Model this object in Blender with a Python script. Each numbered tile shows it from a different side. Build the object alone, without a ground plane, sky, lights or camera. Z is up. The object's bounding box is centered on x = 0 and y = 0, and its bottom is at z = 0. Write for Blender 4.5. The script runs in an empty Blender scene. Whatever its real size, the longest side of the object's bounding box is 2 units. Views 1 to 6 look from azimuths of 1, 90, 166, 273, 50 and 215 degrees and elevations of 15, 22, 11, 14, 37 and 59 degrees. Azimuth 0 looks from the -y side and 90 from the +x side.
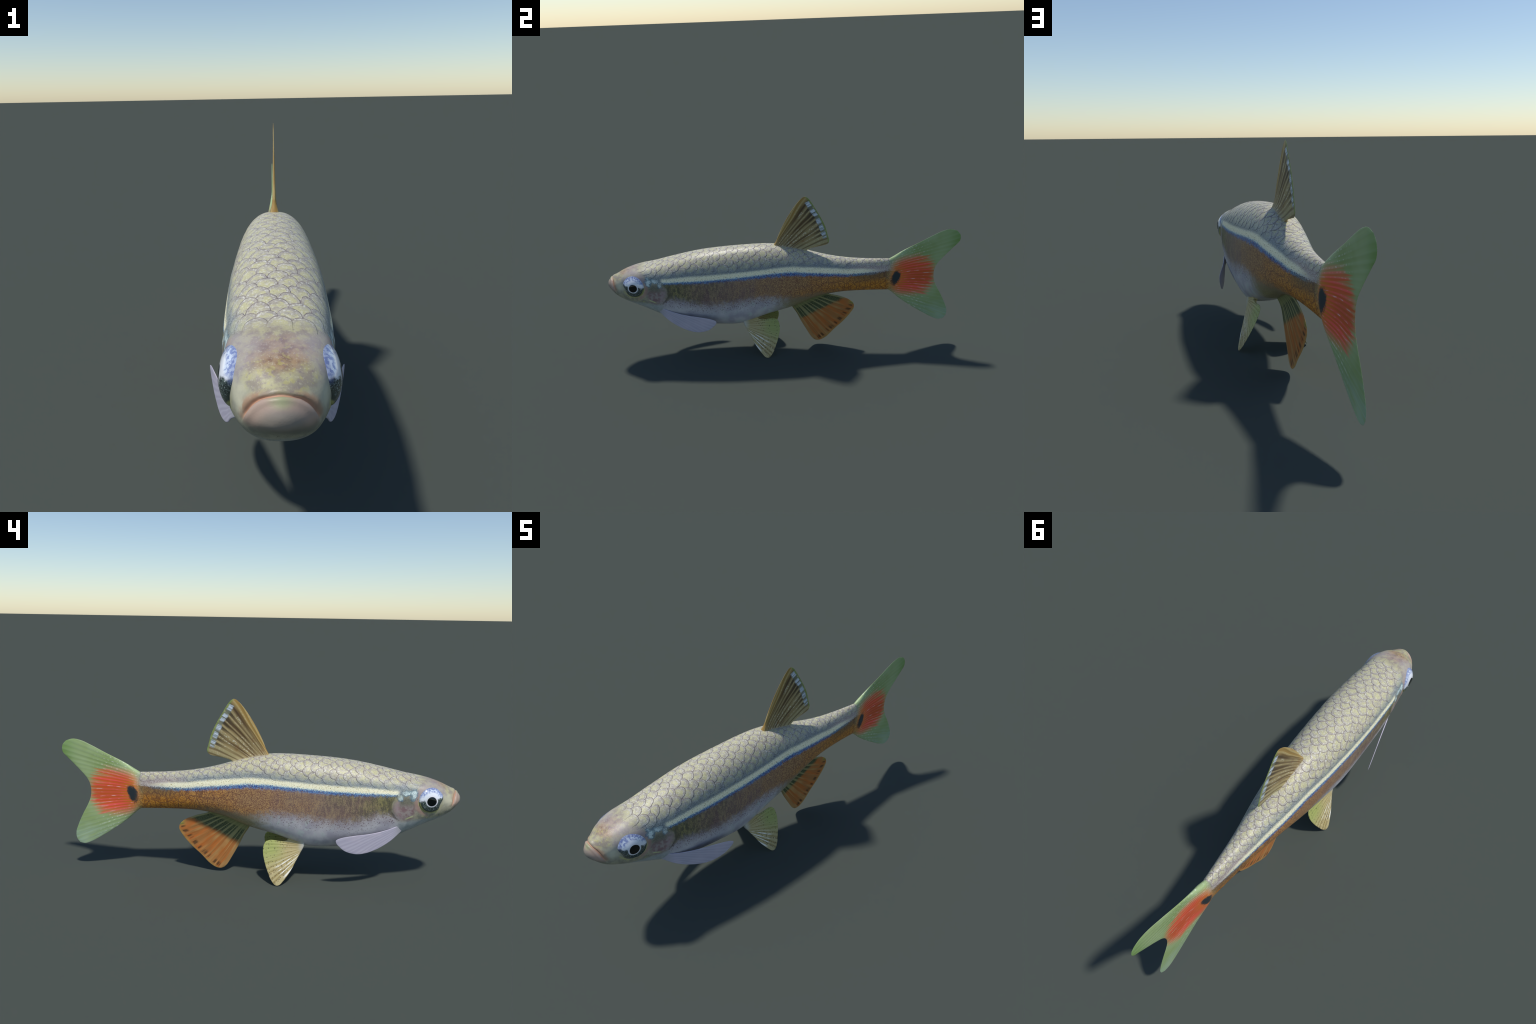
# A slender striped freshwater fish with red tail patch, built as one lofted
# body (mouth, head, trunk, caudal fin) plus patch-built fins, domed eyes and
# overlapping back scales.  x = width, y = length (snout at -y), z = up.
import bpy, bmesh, math, random
import numpy as np
from mathutils import Vector

random.seed(7)
RNG = np.random.default_rng(7)

# ------------------------------------------------------------------ helpers
def pchip(x, y, q):
    """monotone cubic interpolation"""
    x = np.asarray(x, float); y = np.asarray(y, float); q = np.asarray(q, float)
    h = np.diff(x); d = np.diff(y) / h; m = np.zeros_like(y)
    for i in range(1, len(x) - 1):
        if d[i-1] * d[i] > 0:
            w1 = 2*h[i] + h[i-1]; w2 = h[i] + 2*h[i-1]
            m[i] = (w1 + w2) / (w1/d[i-1] + w2/d[i])
    m[0] = d[0]; m[-1] = d[-1]
    i = np.clip(np.searchsorted(x, q) - 1, 0, len(x) - 2); t = (q - x[i]) / h[i]
    return ((2*t**3-3*t**2+1)*y[i] + (t**3-2*t**2+t)*h[i]*m[i]
            + (-2*t**3+3*t**2)*y[i+1] + (t**3-t**2)*h[i]*m[i+1])

def sstep(a, b, x):
    t = np.clip((np.asarray(x, float) - a) / (b - a), 0, 1)
    return t*t*(3-2*t)

def curve_pts(pts, n, power=1.0, s=None):
    """smooth curve through points, sampled at n arc-length steps"""
    p = np.asarray(pts, float)
    c = np.r_[0, np.cumsum(np.linalg.norm(np.diff(p, axis=0), axis=1)**0.7)]
    f = np.linspace(0, c[-1], 1200)
    # cardinal spline per coordinate
    out = []
    for k in range(p.shape[1]):
        y = p[:, k]; m = np.gradient(y, c); h = np.diff(c)
        i = np.clip(np.searchsorted(c, f) - 1, 0, len(c) - 2); t = (f - c[i]) / h[i]
        out.append((2*t**3-3*t**2+1)*y[i] + (t**3-2*t**2+t)*h[i]*m[i]
                   + (-2*t**3+3*t**2)*y[i+1] + (t**3-t**2)*h[i]*m[i+1])
    q = np.stack(out, 1)
    a = np.r_[0, np.cumsum(np.linalg.norm(np.diff(q, axis=0), axis=1))]
    if s is None:
        s = np.linspace(0, 1, n)
    s = np.asarray(s) * a[-1]
    return np.stack([np.interp(s, a, q[:, k]) for k in range(p.shape[1])], 1)

def coons(L, T, R, O, u, v):
    """patch from leading edge L(v), trailing edge T(v), root R(u), outer O(u)"""
    U = u[:, None, None]; V = v[None, :, None]
    S = (1-U)*L[None] + U*T[None] + (1-V)*R[:, None] + V*O[:, None]
    S -= (1-U)*(1-V)*R[0] + U*(1-V)*R[-1] + (1-U)*V*O[0] + U*V*O[-1]
    return S

def edge_cluster(n, k=0.6):
    s = np.linspace(0, 1, n)
    return (1-k)*s + k*(0.5 - 0.5*np.cos(np.pi*s))

# ------------------------------------------------------------------ body form
# stations along the body: top and bottom outline, half width, height of the
# widest level (fraction) and roundness of the upper and lower half sections
Y0 = -1.0062
ST = [-1.0062, -1.003, -.985, -.968, -.95, -.9, -.83, -.74, -.62, -.45, -.28, -.1, .05, .2, .35, .48, .6]
TOP = [.4425, .4545, .476, .4885, .4965, .517, .538, .556, .585, .617, .632, .639, .619, .570, .540, .529, .5245]
BOT = [.4405, .4260, .406, .388, .372, .341, .311, .266, .213, .181, .172, .229, .267, .323, .339, .337, .333]
WID = [.0010, .0180, .0455, .0605, .0735, .0945, .1130, .1200, .131, .132, .1305, .121, .105, .086, .059, .0425, .0265]
ZFR = [.44, .43, .40, .40, .43, .55, .593, .584, .594, .604, .562, .521, .510, .505, .498, .495, .499]
EUP = [2.1, 2.0, 1.75, 1.72, 1.95, 2.75, 2.76, 2.49, 2.31, 2.33, 2.32, 2.28, 2.36, 2.40, 2.36, 2.29, 2.2]
ELO = [2.1, 2.1, 2.17, 2.2, 2.27, 2.34, 2.46, 2.62, 2.80, 3.00, 3.10, 3.05, 2.9, 2.6, 2.35, 2.05, 1.9]

def qof(y): return np.sqrt(np.maximum(np.asarray(y, float) - Y0, 0))
QD = np.linspace(0, qof(.6), 900)
def _smooth(a):
    k = np.exp(-0.5*(np.arange(-30, 31)/11.)**2); k /= k.sum()
    pad = np.r_[2*a[0]-a[30:0:-1], a, 2*a[-1]-a[-2:-32:-1]]
    s = np.convolve(pad, k, 'valid')
    w = sstep(.12, .35, QD)           # leave the blunt snout as given
    return a*(1-w) + s*w
DENSE = [_smooth(pchip(qof(ST), r, QD)) for r in (TOP, BOT, WID, ZFR, EUP, ELO)]
def station(y):
    q = qof(y)
    return [np.interp(q, QD, d) for d in DENSE]

LIPZ = [.37, .39, .408, .42, .435, .458, .469, .478, .49]
LIPY = [-.928, -.936, -.945, -.952, -.958, -.965, -.970, -.978, -.983]
def lip_line(z):
    """y of the crease between snout and lips at height z"""
    return np.interp(z, LIPZ, LIPY)

def gill_line(z):
    """y of the rear edge of the gill cover at height z"""
    return -.655 - np.minimum(9.7*(z - .42)**2, .06)

def body_point(y, th):
    """body surface, th = section angle, -pi/2 belly .. pi/2 ridge (+x side)"""
    t, b, w, f, eu, el = station(y)
    zc = b + (t-b)*f
    c = np.cos(th); s = np.sin(th)
    e = np.where(s > 0, eu, el)
    x = w*np.sign(c)*np.abs(c)**(2/e)
    hz = np.where(s > 0, t-zc, zc-b)
    z = zc + hz*np.sign(s)*np.abs(s)**(2/e)
    # mouth: crease behind the lips, lips slightly swollen
    nx = x/np.maximum(w, 1e-4); nz = (z-zc)/np.maximum((t-b)*.5, 1e-4)
    L = np.sqrt(nx**2+nz**2)+1e-6; nx = nx/L; nz = nz/L
    yc = lip_line(z); m = sstep(.408, .440, z)
    front = sstep(.0, .03, qof(y)-.03)
    d = (-.0055*np.exp(-((y-yc)/.0034)**2) + .0022*np.exp(-((y-yc-.010)/.008)**2)
         + .0030*np.exp(-((y-yc+.0115)/.008)**2)) * m * front * (1-sstep(.064, .080, np.abs(x)))
    # gill cover: low swelling that ends in a step
    yg = gill_line(z)
    g = sstep(.35, .39, z)*(1-sstep(.455, .48, z))*sstep(.3, .7, np.abs(nx))
    d = d + g*(.0015*sstep(-.10, -.02, y-yg)*(1-sstep(-.003, .008, y-yg)) - .0010*np.exp(-((y-yg-.010)/.007)**2))
    x = x + nx*d; z = z + nz*d*.6
    yy = y - d*front*(1-sstep(-.97, -.93, y))*.6
    return np.stack([x, yy + 0*x, z], -1)

NT = 96                                     # half section resolution
TH = np.linspace(-np.pi/2, np.pi/2, NT + 1)
qs = np.linspace(0.012, qof(.6), 440)
ys = qs**2 + Y0
HALF = body_point(ys[:, None] + 0*TH[None], 0*ys[:, None] + TH[None])   # rows x (NT+1) x 3
HALF[:, 0, 0] = 0; HALF[:, -1, 0] = 0

# caudal fin: rays run from the last body section to the forked edge
VEN = [(.60, .333), (.616, .3215), (.66, .281), (.733, .226), (.806, .178), (.865, .143), (.905, .128), (.932, .133)]
DOR = [(.60, .5245), (.622, .537), (.677, .571), (.771, .618), (.852, .660), (.899, .681), (.94, .688), (.975, .678)]
EDG = [(.932, .133), (.947, .154), (.95, .188), (.935, .233), (.907, .293), (.879, .345), (.864, .382), (.859, .418),
       (.863, .454), (.875, .482), (.901, .515), (.934, .551), (.973, .592), (.994, .615), (.9985, .637), (.993, .658), (.975, .678)]
NS = 110
sv = np.linspace(0, 1, NS + 1)
sv = np.where(sv > .9, .9 + .1*np.sin((sv-.9)/.1*np.pi/2), sv)
root = HALF[-1][:, 1:]
tt = np.r_[0, np.cumsum(np.linalg.norm(np.diff(root, axis=0), axis=1))]; tt /= tt[-1]
CA = coons(curve_pts(VEN, 0, s=sv), curve_pts(DOR, 0, s=sv), root, curve_pts(EDG, 0, s=tt), tt, sv)
CA = np.transpose(CA, (1, 0, 2))            # rows x (NT+1) x (y,z)
prof = HALF[-1][:, 0][None]
fall = (1 - sstep(.585, .76, CA[..., 0]))**1.2
rim = np.sqrt(np.clip(1 - np.abs(2*tt-1)**14, 0, 1))[None]*np.sqrt(np.clip(1 - sv**26, 0, 1))[:, None]
ang = np.arctan2(CA[..., 1]-.425, CA[..., 0]-.30)
ridge = .0003*np.sin(ang*174 + .8*np.sin(ang*31))*sstep(.63, .70, CA[..., 0])
thin = (.0052 - .0030*sv[:, None] + ridge)*rim*sstep(0, .12, sv)[:, None]
cx = np.maximum(prof*fall, 0) + thin
cx[:, 0] = 0; cx[:, -1] = 0; cx[-1] = 0
CH = np.concatenate([cx[..., None], CA], -1)[1:]
ALLH = np.concatenate([HALF, CH], 0)

def build_tube(H):
    """closed tube from half sections mirrored in x"""
    rows, cols = H.shape[:2]
    mir = H[:, -2:0:-1].copy(); mir[..., 0] *= -1
    G = np.concatenate([H, mir], 1); n = G.shape[1]
    V = G.reshape(-1, 3)
    F = []; key = []
    for r in range(rows-1):
        for c in range(n):
            a = r*n+c; b = r*n+(c+1) % n
            F.append((a, b, b+n, a+n)); key.append((r, c))
    cap = len(V)
    V = np.concatenate([V, [[0, G[0, :, 1].mean()-.0004, G[0, :, 2].mean()]]])
    for c in range(n):
        F.append((cap, (c+1) % n, c)); key.append((-1, c))
    return V, F, key

# ------------------------------------------------------------------ node DSL
class Mat:
    def __init__(self, name, rough=.45, spec=.4):
        self.m = bpy.data.materials.new(name); self.m.use_nodes = True
        self.t = self.m.node_tree; self.t.nodes.clear()
        self.out = self.t.nodes.new('ShaderNodeOutputMaterial')
        self.b = self.t.nodes.new('ShaderNodeBsdfPrincipled')
        self.t.links.new(self.b.outputs[0], self.out.inputs[0])
        self.b.inputs['Roughness'].default_value = rough
        self.b.inputs['Specular IOR Level'].default_value = spec
        self.pos = None
    def n(self, k): return self.t.nodes.new(k)
    def put(self, sock, v):
        if isinstance(v, bpy.types.NodeSocket): self.t.links.new(v, sock)
        elif isinstance(v, (tuple, list)) and len(v) == 3 and sock.type == 'RGBA': sock.default_value = (*v, 1)
        else: sock.default_value = v
    def math(self, op, a, b=0., c=None, clamp=False):
        x = self.n('ShaderNodeMath'); x.operation = op; x.use_clamp = clamp
        self.put(x.inputs[0], a); self.put(x.inputs[1], b)
        if c is not None: self.put(x.inputs[2], c)
        return x.outputs[0]
    def add(self, a, b): return self.math('ADD', a, b)
    def sub(self, a, b): return self.math('SUBTRACT', a, b)
    def mul(self, *a):
        r = a[0]
        for k in a[1:]: r = self.math('MULTIPLY', r, k)
        return r
    def inv(self, a): return self.math('SUBTRACT', 1., a)
    def ss(self, e0, e1, x):
        """smooth step; e0 > e1 gives a falling step"""
        flip = isinstance(e0, (int, float)) and isinstance(e1, (int, float)) and e0 > e1
        if flip: e0, e1 = e1, e0
        r = self.n('ShaderNodeMapRange'); r.interpolation_type = 'SMOOTHSTEP'
        self.put(r.inputs['Value'], x); self.put(r.inputs['From Min'], e0); self.put(r.inputs['From Max'], e1)
        if flip: r.inputs['To Min'].default_value = 1; r.inputs['To Max'].default_value = 0
        return r.outputs[0]
    def band(self, a, b, c, d, x): return self.mul(self.ss(a, b, x), self.ss(d, c, x))
    def mix(self, f, a, b):
        x = self.n('ShaderNodeMix'); x.data_type = 'RGBA'
        self.put(x.inputs[0], f); self.put(x.inputs[6], a); self.put(x.inputs[7], b)
        return x.outputs[2]
    def tint(self, f, a, b):
        x = self.n('ShaderNodeMix'); x.data_type = 'RGBA'; x.blend_type = 'MULTIPLY'
        self.put(x.inputs[0], f); self.put(x.inputs[6], a); self.put(x.inputs[7], b)
        return x.outputs[2]
    def vec(self, x, y, z):
        c = self.n('ShaderNodeCombineXYZ')
        for i, v in enumerate((x, y, z)): self.put(c.inputs[i], v)
        return c.outputs[0]
    def noise(self, scale, v=None, detail=2., rough=.5):
        x = self.n('ShaderNodeTexNoise'); x.inputs['Scale'].default_value = scale
        x.inputs['Detail'].default_value = detail; x.inputs['Roughness'].default_value = rough
        self.t.links.new(v if v is not None else self.P, x.inputs['Vector'])
        return x.outputs[0]
    def voro(self, scale, v=None, feature='F1', out='Distance', rnd=1.):
        x = self.n('ShaderNodeTexVoronoi'); x.feature = feature; x.inputs['Scale'].default_value = scale
        x.inputs['Randomness'].default_value = rnd
        self.t.links.new(v if v is not None else self.P, x.inputs['Vector'])
        return x.outputs[out]
    def use_position(self):
        g = self.n('ShaderNodeNewGeometry'); self.P = g.outputs['Position']
        s = self.n('ShaderNodeSeparateXYZ'); self.t.links.new(self.P, s.inputs[0])
        self.x, self.y, self.z = s.outputs; self.N = g.outputs['Normal']
        self.ax = self.math('ABSOLUTE', self.x)
    def use_object(self):
        g = self.n('ShaderNodeTexCoord'); self.P = g.outputs['Object']
        s = self.n('ShaderNodeSeparateXYZ'); self.t.links.new(self.P, s.inputs[0])
        self.x, self.y, self.z = s.outputs
        self.ax = self.math('ABSOLUTE', self.x)
    def curve(self, x, xs, vs):
        """value of a hand-placed profile at x (linear segments softened by the curve widget)"""
        lo, hi = min(xs), max(xs); vlo, vhi = min(vs), max(vs)
        f = self.n('ShaderNodeFloatCurve'); c = f.mapping.curves[0]
        pts = [((a-lo)/(hi-lo), (b-vlo)/(vhi-vlo+1e-9)) for a, b in zip(xs, vs)]
        c.points[0].location = pts[0]; c.points[-1].location = pts[-1]
        for p in pts[1:-1]: c.points.new(*p)
        f.mapping.update()
        r = self.n('ShaderNodeMapRange'); self.put(r.inputs['Value'], x)
        r.inputs['From Min'].default_value = lo; r.inputs['From Max'].default_value = hi
        self.t.links.new(r.outputs[0], f.inputs['Value'])
        return self.math('MULTIPLY_ADD', f.outputs[0], vhi-vlo, vlo)
    def dist(self, y, z, sy=1., sz=1.):
        """elliptic distance in the side plane from (y, z)"""
        a = self.math('DIVIDE', self.sub(self.y, y), sy); b = self.math('DIVIDE', self.sub(self.z, z), sz)
        return self.math('SQRT', self.add(self.mul(a, a), self.mul(b, b)))
    def finish(self, col, bump=None, strength=.3, dist=.002):
        self.put(self.b.inputs['Base Color'], col)
        if bump is not None:
            b = self.n('ShaderNodeBump'); b.inputs['Strength'].default_value = strength
            b.inputs['Distance'].default_value = dist
            self.t.links.new(bump, b.inputs['Height']); self.t.links.new(b.outputs[0], self.b.inputs['Normal'])
        return self.m

def C(r, g, b, k=1.0):
    """display colour 0..255 to linear albedo, with a gain"""
    f = lambda c: ((c/255+.055)/1.055)**2.4 if c/255 > .04045 else c/255/12.92
    return tuple(min(f(v)*k, 1.0) for v in (r, g, b))

# ------------------------------------------------------------------ materials
# stripe measurements along the body
SY = [-1.0, -.68, -.60, -.465, -.30, -.136, .0, .093, .193, .297, .40, .503, .60, 1.0]
SL = [.479, .479, .481, .484, .491, .501, .506, .498, .485, .471, .460, .459, .462, .462]   # lower rim of the pale stripe
SW = [.020, .020, .023, .028, .028, .027, .029, .030, .031, .029, .027, .018, .010, .010]   # its width
SB = [.008, .008, .009, .013, .014, .016, .019, .018, .016, .015, .012, .011, .008, .008]   # width of the blue line under it
BY = [-1.0, -.72, -.626, -.52, -.416, -.30, -.20, -.09, -.03, .06, .14, .26, .36, .46, 1.0]
BZ = [.37, .375, .375, .349, .333, .340, .354, .360, .354, .345, .350, .352, .340, .31, .20]                    # where flank colour gives way to belly

def skin(name, scale_tone=0):
    """whole-body colouring; scale_tone 0 skin, 1 scale rim, 2 scale field, 3 scale heart"""
    m = Mat(name, rough=.42, spec=.36); m.use_position()
    y, z = m.y, m.z
    fine = m.noise(330, detail=2.)
    fine2 = m.noise(210, detail=3., rough=.6)
    mid = m.noise(45, detail=3.)
    big = m.noise(9, detail=2.)
    zl = m.curve(y, SY, SL); sw = m.curve(y, SY, SW); sb = m.curve(y, SY, SB); zb = m.curve(y, BY, BZ)
    jit = m.add(m.mul(m.sub(fine, .5), .030), m.mul(m.sub(fine2, .5), .016))
    dz = m.sub(z, zl); dzj = m.add(dz, jit)
    # ---- back
    back = m.mix(m.ss(.35, .65, mid), C(162, 155, 144), C(184, 178, 158))
    back = m.mix(m.mul(m.ss(.5, .75, big), .5), back, C(170, 158, 142))
    if scale_tone == 0: back = m.mix(.75, back, C(134, 124, 120))
    if scale_tone == 1: back = m.mix(m.ss(.25, .6, m.noise(28)), C(110, 98, 98), C(146, 134, 126))
    if scale_tone == 3: back = m.mix(m.ss(.3, .62, m.noise(60)), back, C(194, 189, 146))
    back = m.mix(m.mul(m.ss(.52, .66, m.noise(170, detail=2.)), {0: .7, 1: .35, 2: .75, 3: .5}[scale_tone]), back, C(220, 217, 208))
    back = m.mix(m.mul(m.ss(.44, .30, fine2), .5), back, C(118, 108, 104))
    # ---- grey-blue zone over the stripe
    over = m.sub(dz, sw)
    grey = m.mix(m.ss(.40, .60, fine), C(84, 98, 108), C(166, 174, 174))
    grey = m.mix(m.ss(.35, .65, mid), grey, m.mix(.5, grey, C(140, 150, 140)))
    fgrey = m.mul(m.ss(.052, .004, m.add(over, m.mul(m.sub(mid, .5), .03))), m.ss(.62, .30, y), .88)
    col = m.mix(fgrey, back, grey)
    pinkish = m.mix(m.ss(.42, .6, fine), C(150, 128, 122), C(205, 196, 190))
    col = m.mix(m.mul(m.ss(.045, .0, over), m.ss(.30, .46, y)), col, pinkish)
    # ---- pale stripe
    stripe = m.mix(m.ss(.33, .46, fine2), C(176, 160, 110), C(255, 249, 214))
    stripe = m.mix(m.ss(.007, -.001, dzj), stripe, C(190, 224, 236))
    fst = m.mul(m.ss(-.003, .003, dzj), m.ss(.007, -.005, m.sub(dzj, sw)), m.ss(-.695, -.672, y), m.ss(.60, .42, m.add(y, m.mul(jit, 6.))))
    # ---- flank under the stripe
    wob = m.vec(m.mul(m.x, .3), m.mul(y, 1.), m.mul(z, .35))
    streak = m.add(m.mul(m.noise(85, wob, detail=3., rough=.65), .62), m.mul(fine2, .38))
    olive = m.mix(m.ss(.42, .62, streak), C(96, 94, 74), C(150, 142, 94))
    purple = m.mix(m.ss(.40, .62, streak), C(126, 104, 98), C(162, 140, 114))
    rust = m.mix(m.ss(.41, .59, fine2), C(134, 90, 68), C(190, 152, 104))
    orange = m.mix(m.ss(.41, .59, fine2), C(168, 98, 36), C(226, 158, 62))
    yw = m.add(y, m.add(m.mul(m.sub(big, .5), .35), m.mul(m.sub(fine2, .5), .5)))
    flank = m.mix(m.ss(-.70, -.30, yw), olive, purple)
    flank = m.mix(m.ss(-.38, .06, yw), flank, rust)
    flank = m.mix(m.mul(m.ss(.52, .66, m.noise(13, wob, detail=2.)), m.ss(.1, -.25, y), .4), flank, m.mix(m.ss(.42, .58, fine2), C(104, 76, 90), C(144, 112, 112)))
    lowz = m.ss(.43, .36, z)
    flank = m.mix(m.mul(m.ss(.06, .52, m.add(yw, m.mul(lowz, .10))), .95), flank, orange)
    flank = m.mix(m.mul(m.ss(.30, .48, y), m.ss(-.075, -.02, dz), .75), flank, m.mix(m.ss(.4, .6, fine), C(74, 72, 66), C(138, 116, 78)))
    flank = m.mix(m.mul(m.ss(.38, .30, fine), .55), flank, C(70, 52, 50))
    # faint net of scale outlines on flank
    net = m.voro(26, m.vec(m.mul(m.x, .2), m.mul(y, 1.25), z), feature='DISTANCE_TO_EDGE', rnd=.75)
    flank = m.mix(m.mul(m.ss(.10, .02, net), m.ss(-.15, .3, y), .5), flank, C(92, 62, 58))
    # tan underside in front of and over the anal fin
    tan = m.mix(m.ss(.4, .6, fine), C(138, 128, 92), C(172, 160, 118))
    # ---- belly
    belly = m.mix(m.ss(.3, .7, m.noise(18, detail=3.)), C(178, 174, 182), C(206, 203, 204))
    belly = m.mix(m.mul(m.ss(.52, .68, m.noise(30, detail=2.)), m.ss(-.5, -.2, y), .7), belly, C(196, 206, 200))
    dots = m.voro(105, rnd=1.); dots_on = m.ss(.50, .60, m.noise(26))
    belly = m.mix(m.mul(m.ss(.36, .24, dots), m.ss(-.080, -.02, m.sub(z, zb)), m.ss(.34, .5, m.noise(60)), .8), belly, C(92, 66, 78))
    zbj = m.add(m.sub(z, zb), m.add(m.mul(m.sub(mid, .5), .05), m.mul(jit, 1.2)))
    low = m.mix(m.ss(-.10, .06, m.add(y, m.mul(m.sub(mid, .5), .1))), belly, tan)
    low = m.mix(m.mul(m.ss(.22, .40, y), .8), low, m.mix(m.ss(.4, .6, fine), C(126, 88, 50), C(176, 130, 74)))
    low = m.mix(m.mul(m.ss(-.055, .02, zbj), m.ss(.36, .56, fine), .75), low, C(140, 116, 112))
    under = m.mix(m.ss(-.020, .034, zbj), low, flank)
    # dark keel edge of the peduncle
    fblue = m.mul(m.ss(.004, -.004, dzj), m.ss(-.006, .008, m.add(m.add(dzj, sb), m.mul(m.sub(mid, .5), .018))), m.ss(.30, .46, m.add(fine, m.mul(m.sub(mid, .5), .3))), m.ss(-.685, -.665, y), m.ss(.60, .44, y))
    blue = m.mix(m.ss(.40, .60, fine2), C(40, 62, 138), C(112, 156, 200))
    blue = m.mix(m.mul(m.ss(-.007, .002, dzj), .7), blue, C(110, 176, 215))
    blue = m.mix(m.ss(.28, .5, y), blue, m.mix(m.ss(.4, .6, fine), C(50, 66, 92), C(120, 160, 176)))
    body = m.mix(m.ss(.002, -.004, dzj), col, under)
    body = m.mix(fst, body, stripe)
    body = m.mix(fblue, body, blue)
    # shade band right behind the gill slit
    # ---- head
    hx = m.sub(y, -.655)                                   # distance behind gill line
    ygl = m.sub(-.655, m.math('MINIMUM', m.mul(m.math('POWER', m.sub(z, .42), 2.), 9.7), .06))
    gd = m.sub(y, ygl)
    head_top = m.mix(m.ss(.4, .62, m.noise(38, detail=3.)), C(152, 142, 126), C(178, 172, 134))
    crown = m.mix(m.ss(.36, .6, m.noise(50, detail=3.)), C(122, 90, 72), C(164, 136, 104))
    fcrown = m.mul(m.ss(1., .35, m.add(m.math('SQRT', m.add(m.math('POWER', m.math('DIVIDE', m.add(y, .885), .065), 2.), m.math('POWER', m.math('DIVIDE', m.x, .085), 2.))), m.mul(m.sub(mid, .5), .9))), m.ss(.49, .51, z))
    head_top = m.mix(m.mul(fcrown, .95), head_top, crown)
    head_top = m.mix(m.mul(m.ss(.54, .70, fine2), .55), head_top, C(198, 190, 166))
    head_top = m.mix(m.mul(m.ss(.55, .68, m.noise(75, detail=2.)), m.ss(-.80, -.86, y), .45), head_top, C(186, 178, 104))
    head_top = m.mix(m.mul(m.ss(.43, .30, m.noise(150)), .45), head_top, C(132, 116, 122))
    cheek = m.mix(m.ss(.35, .65, m.noise(40)), C(142, 140, 124), C(172, 168, 144))
    # lower jaw: clean grey white
    jaw = m.mix(m.ss(.3, .7, mid), C(160, 168, 166), C(186, 190, 188))
    zj = m.curve(y, [-1.0, -.93, -.87, -.80, -.72, -.66, -.6], [.385, .372, .358, .352, .345, .34, .33])
    side = m.mix(m.ss(-.012, .016, m.add(m.sub(z, zj), m.mul(m.sub(mid, .5), .02))), jaw, cheek)
    pepper = m.mul(m.ss(.40, .30, fine), m.band(.34, .36, .40, .43, z), m.ss(-.70, -.76, y), .8)
    side = m.mix(pepper, side, C(84, 76, 60))
    side = m.mix(m.mul(m.ss(.6, .7, m.noise(80)), m.band(.355, .365, .385, .40, z), m.ss(-.93, -.88, y), m.ss(-.76, -.8, y), .8), side, C(180, 186, 110))
    # gill cover: dusky above, wine below, pink rear rim
    plate = m.mix(m.ss(.41, .445, m.add(z, m.mul(m.sub(mid, .5), .02))), m.mix(m.ss(.4, .62, m.noise(60)), C(136, 104, 110), C(160, 146, 144)), m.mix(m.ss(.4, .6, fine), C(92, 92, 84), C(128, 126, 108)))
    fplate = m.mul(m.ss(1.30, .70, m.add(m.dist(-.720, .410, .052, .060), m.mul(m.sub(mid, .5), .5))), .82)
    side = m.mix(fplate, side, plate)
    rimpink = m.mul(m.band(-.042, -.022, -.004, .004, gd), m.band(.345, .385, .44, .47, z))
    side = m.mix(m.mul(rimpink, m.ss(.25, .6, mid), .8), side, C(176, 154, 156))
    side = m.mix(m.mul(m.band(.058, .066, .074, .088, m.dist(-.842, .452)), m.ss(-.85, -.80, y), .6), side, C(180, 138, 130))
    side = m.mix(m.mul(m.band(.055, .060, .063, .069, m.dist(-.842, .452)), m.ss(.47, .43, z), .55, m.ss(.38, .55, mid)), side, C(196, 194, 120))
    line = m.math('ABSOLUTE', m.sub(z, m.add(.366, m.mul(m.add(y, .742), -.45))))
    side = m.mix(m.mul(m.ss(.006, .002, line), m.band(-.765, -.755, -.735, -.715, y), .8), side, C(200, 206, 150))
    zh = m.curve(y, [-1.0, -.94, -.88, -.80, -.73, -.66], [.462, .468, .488, .505, .500, .497])
    head = m.mix(m.ss(-.012, .02, m.add(m.sub(z, zh), m.mul(m.sub(mid, .5), .012))), side, head_top)
    # lilac brow and pale snout sides
    head = m.mix(m.mul(m.band(.056, .062, .074, .092, m.dist(-.842, .452)), m.ss(.455, .48, z), .5), head, C(164, 156, 160))
    head = m.mix(m.mul(m.ss(1.3, .2, m.add(m.dist(-.922, .450, .036, .034), m.mul(m.sub(mid, .5), .8))), .65), head, C(214, 210, 184))
    # bright flecks behind the eye
    fl = m.math('MINIMUM', m.math('MINIMUM', m.dist(-.757, .484, .014, .023), m.dist(-.722, .488, .024, .010)), m.dist(-.690, .468, .012, .014))
    fl = m.add(fl, m.add(m.mul(m.sub(m.noise(70, detail=3.), .5), 2.2), m.mul(m.sub(fine, .5), 1.6)))
    head = m.mix(m.mul(m.ss(1.55, 1.15, fl), .75), head, m.mix(m.ss(.4, .6, fine), C(60, 96, 128), C(134, 164, 170)))
    head = m.mix(m.mul(m.ss(1.0, .78, fl), .92), head, m.mix(m.ss(.36, .5, fine), C(130, 156, 160), C(222, 236, 232)))
    fhead = m.ss(.004, -.004, m.add(m.add(gd, m.mul(m.ss(.47, .52, z), m.add(-.14, m.mul(m.sub(mid, .5), .06)))), .0))
    fhead = m.ss(.03, -.03, m.add(m.sub(y, m.curve(z, [.2, .33, .36, .42, .46, .50, .52, .56], [-.70, -.69, -.69, -.655, -.68, -.72, -.79, -.80])), m.mul(m.sub(mid, .5), .03)))
    body = m.mix(fhead, body, head)
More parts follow.
